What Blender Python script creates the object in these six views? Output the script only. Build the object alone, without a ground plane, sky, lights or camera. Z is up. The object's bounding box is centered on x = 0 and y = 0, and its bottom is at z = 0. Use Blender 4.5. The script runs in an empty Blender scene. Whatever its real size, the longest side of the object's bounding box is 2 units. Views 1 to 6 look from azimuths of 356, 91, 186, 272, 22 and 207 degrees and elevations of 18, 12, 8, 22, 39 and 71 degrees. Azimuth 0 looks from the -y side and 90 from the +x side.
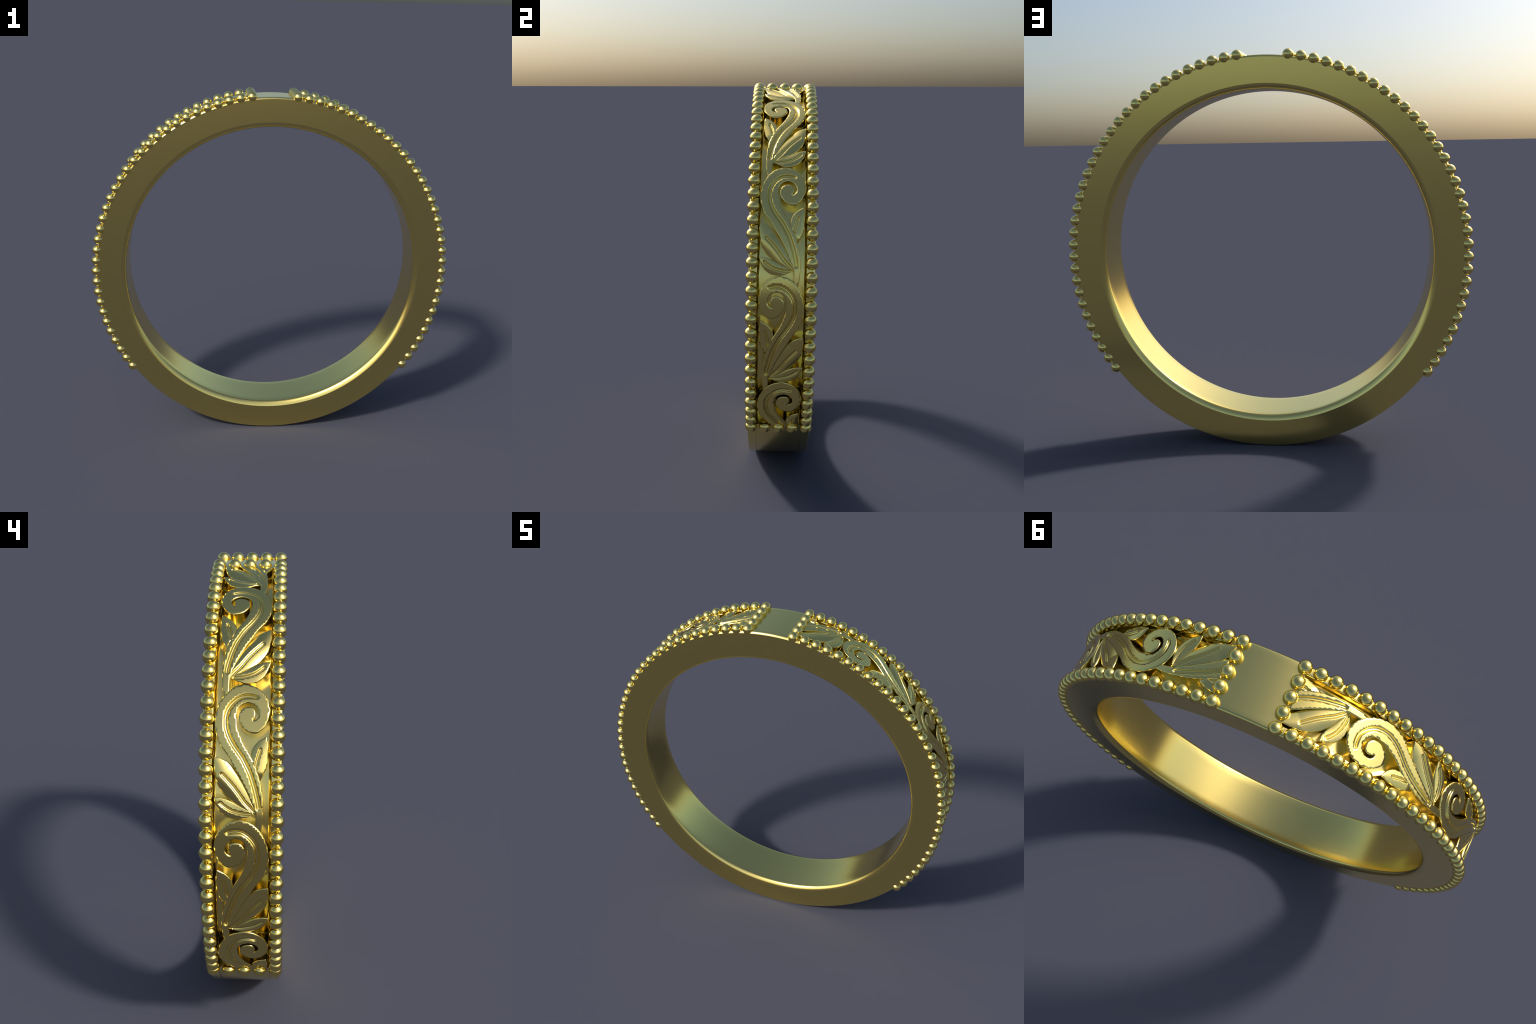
"""Gold wedding band: plain shank, two beaded rails and a carved frieze of
running scrolls with leaves on either flank.  Metres, z up, axis of the ring along y."""
import bpy, bmesh, math
from mathutils import Vector, Matrix, geometry

# ------------------------------------------------------------------ sizes
R_PLAIN   = 0.9670         # outer radius of rails and plain plates
R_BORE    = 0.8090          # finger hole
HALF_W    = 0.1435          # half width of the band
RAIL_IN   = 0.1035         # inner edge of each rail
R_BEAD, Y_BEAD, BEAD = 0.9725, 0.1275, 0.0274
TH_TOP, TH_BOT, N_BEAD = 7.2, 126.1, 34      # bead rows, degrees from the top
TH_A, TH_B = TH_TOP + 0.75, TH_BOT - 0.75      # carved panel
PERIOD    = 29.0           # one scroll, degrees
TH_REF    = 50.2
S_PER_RAD = 0.97
TILT, Y_SHIFT = math.radians(-0.90), -0.003
Z_AXIS    = 0.9691

def carve_radius(th):      # top of the relief
    return 0.9763
R_FLOOR   = 0.926          # sunk ground behind it

# ------------------------------------------------------------------ material
def gold(name, rough=0.2, scale=60.0):
    m = bpy.data.materials.new(name); m.use_nodes = True
    nt = m.node_tree; b = nt.nodes["Principled BSDF"]
    tc = nt.nodes.new("ShaderNodeTexCoord")
    nz = nt.nodes.new("ShaderNodeTexNoise"); nz.inputs["Scale"].default_value = scale
    nz.inputs["Detail"].default_value = 3
    nt.links.new(tc.outputs["Object"], nz.inputs["Vector"])
    mr = nt.nodes.new("ShaderNodeMapRange")
    mr.inputs["To Min"].default_value = rough - 0.012; mr.inputs["To Max"].default_value = rough + 0.012
    nt.links.new(nz.outputs["Fac"], mr.inputs["Value"])
    nt.links.new(mr.outputs["Result"], b.inputs["Roughness"])
    cr = nt.nodes.new("ShaderNodeValToRGB")
    cr.color_ramp.elements[0].color = (0.915, 0.735, 0.226, 1)
    cr.color_ramp.elements[1].color = (0.93, 0.75, 0.238, 1)
    nt.links.new(nz.outputs["Fac"], cr.inputs["Fac"])
    nt.links.new(cr.outputs["Color"], b.inputs["Base Color"])
    b.inputs["Metallic"].default_value = 1.0
    return m
GOLD = gold("polished_gold")

# ------------------------------------------------------------------ helpers
root = bpy.data.objects.new("gold_ring", None)
bpy.context.collection.objects.link(root)
root["label"] = "gold band ring with carved scroll leaves and beaded edges"
root["category"] = "ring"
root.location = (0, Y_SHIFT, Z_AXIS)
root.rotation_euler = (TILT, 0, 0)

def add(name, mesh, parent=None):
    o = bpy.data.objects.new(name, mesh)
    bpy.context.collection.objects.link(o)
    o.parent = parent or root
    if mesh.materials.get(GOLD.name) is None and not mesh.materials:
        mesh.materials.append(GOLD)
    return o

def polar(th_deg, r, y):
    t = math.radians(th_deg)
    return Vector((r * math.sin(t), y, r * math.cos(t)))

def smooth(pts, step=0.003):
    """Catmull-Rom through control points, resampled at an even step."""
    P = [Vector(p) for p in pts]
    P = [2 * P[0] - P[1]] + P + [2 * P[-1] - P[-2]]
    fine = []
    for i in range(1, len(P) - 2):
        a, b, c, d = P[i - 1:i + 3]
        for k in range(12):
            t = k / 12
            fine.append(0.5 * (2 * b + (c - a) * t + (2 * a - 5 * b + 4 * c - d) * t * t + (3 * b - a - 3 * c + d) * t ** 3))
    fine.append(P[-2])
    out, acc = [fine[0]], 0.0
    L = [0.0]
    for a, b in zip(fine, fine[1:]): L.append(L[-1] + (b - a).length)
    n = max(2, round(L[-1] / step)); j = 0
    for k in range(1, n):
        t = L[-1] * k / n
        while L[j + 1] < t: j += 1
        f = (t - L[j]) / max(1e-9, L[j + 1] - L[j])
        out.append(fine[j].lerp(fine[j + 1], f))
    out.append(fine[-1])
    return out

def seg_dist(p, line):
    """distance from p to polyline, and the parameter 0..1 along it"""
    best, par = 1e9, 0.0
    n = len(line) - 1
    for i in range(n):
        a, b = line[i], line[i + 1]
        ab = b - a; L2 = ab.length_squared
        t = 0 if L2 == 0 else max(0, min(1, (p - a).dot(ab) / L2))
        d = (a + ab * t - p).length
        if d < best: best, par = d, (i + t) / n
    return best, par

# ------------------------------------------------------------------ one frieze unit (s along the band, y across)
SCROLL_OUT = [(.530,.056),(.513,.051),(.484,.0505),(.462,.048),(.441,.042),(.404,.028),(.373,.014),(.346,.0),(.323,-.012),(.302,-.025),
    (.278,-.038),(.256,-.051),(.238,-.064),(.217,-.079),(.191,-.090),(.162,-.097),(.130,-.099),(.100,-.095),(.075,-.088),(.058,-.080),
    (.038,-.068),(.023,-.054),(.009,-.036),(.0,-.016),(-.004,.007),(-.001,.029),(.008,.050),(.021,.067),(.038,.082),(.060,.093),
    (.085,.098),(.113,.097),(.137,.089),(.158,.076),(.172,.061),(.178,.045),(.175,.028),(.166,.010),(.151,-.003),(.135,-.011),
    (.119,-.013),(.102,-.010),(.090,-.002),(.083,.010),(.081,.025),(.085,.037),(.094,.044),(.108,.046),(.120,.043),(.132,.036)]
SCROLL_IN = [(.132,.036),(.125,.051),(.113,.058),(.099,.059),(.085,.054),(.073,.043),(.066,.028),(.066,.013),(.073,-.003),(.086,-.016),
    (.105,-.022),(.127,-.022),(.151,-.019),(.178,-.011),(.201,-.002),(.224,.010),(.244,.022),(.262,.033),(.279,.042),(.309,.054),
    (.341,.064),(.370,.071),(.402,.076),(.431,.078),(.460,.078),(.484,.077),(.513,.074),(.540,.068)]
SCROLL_GROOVE = [(.045,.049),(.040,.030),(.040,.010),(.045,-.008),(.058,-.027),(.076,-.043),(.097,-.054),(.122,-.059),(.146,-.059),
    (.167,-.055),(.191,-.046),(.217,-.032),(.247,-.011),(.269,.004),(.292,.016),(.316,.028),(.341,.037),(.373,.047),(.402,.054),(.429,.060),(.444,.062)]
BIG_UP = [(.464,.049),(.433,.041),(.409,.032),(.385,.021),(.358,.007),(.334,-.007),(.312,-.020),(.293,-.035),(.278,-.052),(.268,-.072),(.262,-.098)]
BIG_LO = [(.262,-.098),(.290,-.0985),(.324,-.096),(.354,-.088),(.376,-.077),(.399,-.060),(.415,-.042),(.429,-.020),(.442,.005),(.453,.024),(.464,.049)]
BIG_GROOVE = [(.323,-.070),(.345,-.049),(.371,-.026),(.395,-.008),(.419,.009),(.441,.029),(.462,.050)]
SMALL_UP = [(.464,.043),(.452,.024),(.443,.007),(.433,-.013),(.417,-.042),(.410,-.062),(.406,-.081),(.406,-.098)]
SMALL_LO = [(.406,-.098),(.422,-.094),(.444,-.085),(.463,-.070),(.477,-.051),(.483,-.031),(.484,-.007),(.479,.015),(.472,.030),(.464,.043)]
SMALL_GROOVE = [(.426,-.075),(.441,-.056),(.452,-.037),(.460,-.012),(.464,.012),(.464,.036)]
SIDE_L = [(.346,.066),(.312,.053),(.285,.041),(.265,.034),(.249,.033),(.234,.037),(.218,.047),(.203,.062),(.188,.089)]
SIDE_R = [(.188,.089),(.219,.0935),(.247,.095),(.282,.092),(.307,.085),(.331,.074),(.346,.066)]
SIDE_GROOVE = [(.234,.067),(.251,.062),(.272,.056),(.302,.050)]

class Piece:
    """A carved piece: outline, groove with its half width and depth, and how much its flanks fall away."""
    def __init__(self, kind, outline, groove, gw0, gw1, gdepth, dome):
        self.kind, self.dome, self.gdepth = kind, dome, gdepth
        self.outline = []
        for c in outline:
            self.outline += smooth(c)[:-1]
        self.groove = smooth(groove, 0.004)
        self.gw = (gw0, gw1)
        if dome:
            g = self.groove
            self.spine = [Vector(outline[0][-1])] + g          # ridge runs on to the leaf tip
    def groove_w(self, par):
        a, b = self.gw
        return a + (b - a) * min(1, par * 5)
    def height(self, p):
        d, par = seg_dist(p, self.groove)
        w = self.groove_w(par); h = 0.0
        if self.dome:
            ds, _ = seg_dist(p, self.spine)
            h += 0.0015 - self.dome * min(1.6, ds / 0.034) ** 1.75
        elif p.x > 0.47:
            h -= 0.0015 * min(1, (p.x - 0.47) / 0.06)
        if d < w:
            q = d / w
            h -= self.gdepth * math.sqrt(max(0, 1 - q ** 2))
        return h
    def flat_mesh(self):
        """triangulated top face in (s, y, h)"""
        GRID = 0.0050 if self.dome else 0.0080      # interior mesh step of the carved face
        out = self.outline; n = len(out)
        V = list(out); E = [(i, (i + 1) % n) for i in range(n)]
        # concentric loops that trace the channel
        wmax = max(self.gw)
        for rho in (1.0, 0.95, 0.8, 0.55, 0.28):
            side = []
            for sgn in (1, -1):
                row = []
                m = len(self.groove)
                for i in range(m):
                    a = self.groove[max(0, i - 1)]; b = self.groove[min(m - 1, i + 1)]
                    t = (b - a).normalized(); nrm = Vector((-t.y, t.x)) * sgn
                    row.append(self.groove[i] + nrm * self.groove_w(i / (m - 1)) * rho)
                side.append(row)
            t0 = (self.groove[0] - self.groove[1]).normalized() * self.groove_w(0) * rho
            t1 = (self.groove[-1] - self.groove[-2]).normalized() * self.groove_w(1) * rho
            def cap(c, t, sgn):
                return [c + Matrix.Rotation(sgn * math.radians(a), 2) @ t for a in (-45, 0, 45)]
            loop = side[0] + cap(self.groove[-1], t1, -1) + side[1][::-1] + cap(self.groove[0], t0, -1)
            k = len(V); V += loop
            E += [(k + i, k + (i + 1) % len(loop)) for i in range(len(loop))]
        # interior grid, clear of outline and channel
        xs = [p.x for p in out]; ys = [p.y for p in out]
        gx = math.floor(min(xs) / GRID)
        while gx * GRID < max(xs):
            gy = math.floor(min(ys) / GRID)
            while gy * GRID < max(ys):
                p = Vector((gx * GRID, gy * GRID)); gy += 1
                if seg_dist(p, self.groove)[0] < wmax + 0.002: continue
                if min((p - q).length_squared for q in out) < 0.0022 ** 2: continue
                V.append(p)
            gx += 1
        r = geometry.delaunay_2d_cdt(V, E, [list(range(n))], 1, 1e-5)
        return r[0], r[2]

PIECES = [
    Piece("scroll", [SCROLL_OUT, SCROLL_IN], SCROLL_GROOVE, .0070, .0084, .0090, 0),
    Piece("leaf", [BIG_UP, BIG_LO], BIG_GROOVE, .0068, .0072, .0080, .0072),
    Piece("leaf", [SMALL_UP, SMALL_LO], SMALL_GROOVE, .0062, .0062, .0070, .0066),
    Piece("leaf", [SIDE_L, SIDE_R], SIDE_GROOVE, .0060, .0060, .0065, .0070),
]

def ramp(x, a, b):
    t = min(1, max(0, (x - a) / (b - a))); return t * t * (3 - 2 * t)
def th_of(s, k):
    if k == -1: s -= 0.010 * ramp(s, 0, .2) * (1 - ramp(s, .40, .52))     # the first full scroll is drawn up a little
    return TH_REF + PERIOD * k + math.degrees(s / S_PER_RAD)

def make_piece(piece, flat, k):
    """bend the flat piece round the band as unit k (odd units are mirrored across the band)"""
    verts, faces = flat
    sg = 1 if k % 2 == 0 else -1
    lo = math.radians(TH_A - .1 - TH_REF - PERIOD * k) * S_PER_RAD
    hi = math.radians(TH_B + .1 - TH_REF - PERIOD * k) * S_PER_RAD
    if max(v.x for v in verts) < lo + .004 or min(v.x for v in verts) > hi - .004: return None
    bm = bmesh.new()
    vs = [bm.verts.new((v.x, v.y, piece.height(v))) for v in verts]
    for f in faces:
        try: bm.faces.new([vs[i] for i in f])
        except ValueError: pass
    bmesh.ops.recalc_face_normals(bm, faces=bm.faces)
    if bm.faces and sum(f.normal.z for f in bm.faces) < 0:
        bmesh.ops.reverse_faces(bm, faces=bm.faces)
    for x, nrm in ((lo, -1), (hi, 1)):
        bmesh.ops.bisect_plane(bm, geom=bm.verts[:] + bm.edges[:] + bm.faces[:], dist=1e-6,
                               plane_co=(x, 0, 0), plane_no=(nrm, 0, 0), clear_outer=True)
    if not bm.faces: bm.free(); return None
    # walls: a short upper course, then down into the ground
    edges = [e for e in bm.edges if e.is_boundary]
    for drop in (0.006, None):
        ext = bmesh.ops.extrude_edge_only(bm, edges=edges)
        new = [g for g in ext["geom"] if isinstance(g, bmesh.types.BMVert)]
        edges = [g for g in ext["geom"] if isinstance(g, bmesh.types.BMEdge) and g.is_boundary]
        for v in new:
            if drop: v.co.z -= drop
            else:
                th = th_of(v.co.x, k)
                v.co.z = R_FLOOR - carve_radius(th) - 0.006
    for v in bm.verts:
        th = th_of(v.co.x, k)
        v.co = polar(th, carve_radius(th) + v.co.z, v.co.y * sg)
    if sg < 0: pass
    bmesh.ops.recalc_face_normals(bm, faces=bm.faces)
    me = bpy.data.meshes.new(piece.kind)
    for f in bm.faces: f.smooth = True
    bm.to_mesh(me); bm.free()
    # outward check on the highest face
    f = max(me.polygons, key=lambda p: Vector((p.center.x, 0, p.center.z)).length)
    if f.normal.dot(Vector((f.center.x, 0, f.center.z))) < 0: me.flip_normals()
    return me

HALF_TURN = Matrix.Rotation(math.pi, 4, 'Z')
for piece in PIECES:
    flat = piece.flat_mesh()
    for k in range(-2, 3):
        me = make_piece(piece, flat, k)
        if me is None or (piece is PIECES[1] and k == 2): continue
        me.materials.append(GOLD)
        for side in (0, 1):                       # the far flank is the same frieze turned half round
            o = add(piece.kind, me)
            if side: o.rotation_euler = (0, 0, math.pi)

# ------------------------------------------------------------------ shank (swept section with a sunk channel)
def arc(cy, cr, ry, rr, a0, a1, n):
    return [(cy + ry * math.cos(math.radians(a0 + (a1 - a0) * i / n)), cr + rr * math.sin(math.radians(a0 + (a1 - a0) * i / n))) for i in range(n + 1)]

FIL = 0.009
def section(kind, th):
    """(y, r) points of the half section from the hole's middle round to the channel's middle"""
    t = min(1, max(0, (min(th % 360, -th % 360) - 20) / 95))
    c = max(0.10, 0.68 * (1 - t * t * (3 - 2 * t)))        # the outer corner is eased at the top, crisp at the bottom
    R_IN = R_BORE - 0.0011 * math.cos(math.radians(th))
    h = [(0.0, R_IN), (0.045, R_IN), (0.085, R_IN)]
    h += arc(HALF_W - .022, R_IN + .053, .0254, .053, -90, -30, 8)
    h += [(HALF_W, .88), (HALF_W, .92)]
    h += arc(HALF_W - .0175 * c, R_PLAIN - .0350 * c, .0214 * c, .0350 * c, 35, 90, 6)
    h += [(.1165, R_PLAIN)]
    if kind == "carved":
        h += arc(RAIL_IN + .006, R_PLAIN - .008, .006, .008, 90, 180, 6) + [(RAIL_IN, R_PLAIN - .02)] + [(y, r) for y, r in arc(RAIL_IN - FIL, R_FLOOR + FIL, FIL, FIL, 0, -90, 8)] + [(.05, R_FLOOR), (0, R_FLOOR)]
    elif kind == "plain":
        h += [(RAIL_IN + .004 - .0005 * i, R_PLAIN) for i in range(8)] + [(RAIL_IN - .002 - .0005 * i, R_PLAIN) for i in range(9)] + [(.05, R_PLAIN), (0, R_PLAIN)]
    else:   # plain plate with a fine joint beside each rail
        h += [(RAIL_IN + .0070 - .0005 * i, R_PLAIN) for i in range(5)] + [(RAIL_IN + .0032, R_PLAIN), (RAIL_IN + .0022, R_PLAIN - .005), (RAIL_IN - .0002, R_PLAIN - .005)] + [(RAIL_IN - .0012 - .0005 * i, R_PLAIN) for i in range(9)] + [(.05, R_PLAIN), (0, R_PLAIN)]
    full = h + [(-y, r) for y, r in h[-2:0:-1]]
    return full

def shank():
    bm = bmesh.new()
    rings = []
    def span(a, b, kind, step=1.0):
        n = max(2, round((b - a) / step))
        for i in range(n + 1): rings.append((a + (b - a) * i / n, kind))
    e = 0.0
    span(-TH_A, TH_A, "plain"); span(TH_A, TH_B, "carved")
    span(TH_B, 360 - TH_B, "jointed"); span(360 - TH_B, 360 - TH_A, "carved")
    rows = [[bm.verts.new(polar(t, r, y)) for y, r in section(k, t)] for t, k in rings]
    m = len(rows[0])
    for a, b in zip(rows, rows[1:] + rows[:1]):
        for j in range(m):
            q = [a[j], a[(j + 1) % m], b[(j + 1) % m], b[j]]
            try: bm.faces.new(q)
            except ValueError: pass
    bmesh.ops.remove_doubles(bm, verts=bm.verts, dist=1e-6)
    bmesh.ops.dissolve_degenerate(bm, edges=bm.edges, dist=1e-7)
    bmesh.ops.recalc_face_normals(bm, faces=bm.faces)
    for f in bm.faces: f.smooth = True
    for ed in bm.edges:
        if len(ed.link_faces) != 2 or ed.calc_face_angle(0) > math.radians(15): ed.smooth = False
    me = bpy.data.meshes.new("band"); bm.to_mesh(me); bm.free()
    return add("band", me)
shank()

# ------------------------------------------------------------------ beads
bm = bmesh.new(); bmesh.ops.create_icosphere(bm, subdivisions=4, radius=BEAD)
for f in bm.faces: f.smooth = True
bead_mesh = bpy.data.meshes.new("bead"); bm.to_mesh(bead_mesh); bm.free()
bead_mesh.materials.append(GOLD)
def bead(th, y):
    o = add("bead", bead_mesh); o.location = polar(th, R_BEAD, y)
step = (TH_BOT - TH_TOP) / (N_BEAD - 1)
for sgn in (1, -1):
    for y in (-Y_BEAD, Y_BEAD):
        for i in range(N_BEAD): bead(sgn * (TH_TOP + step * i), y)
    for th in (TH_TOP, TH_BOT):
        for j in (-1, 0, 1): bead(sgn * th, j * Y_BEAD / 2)
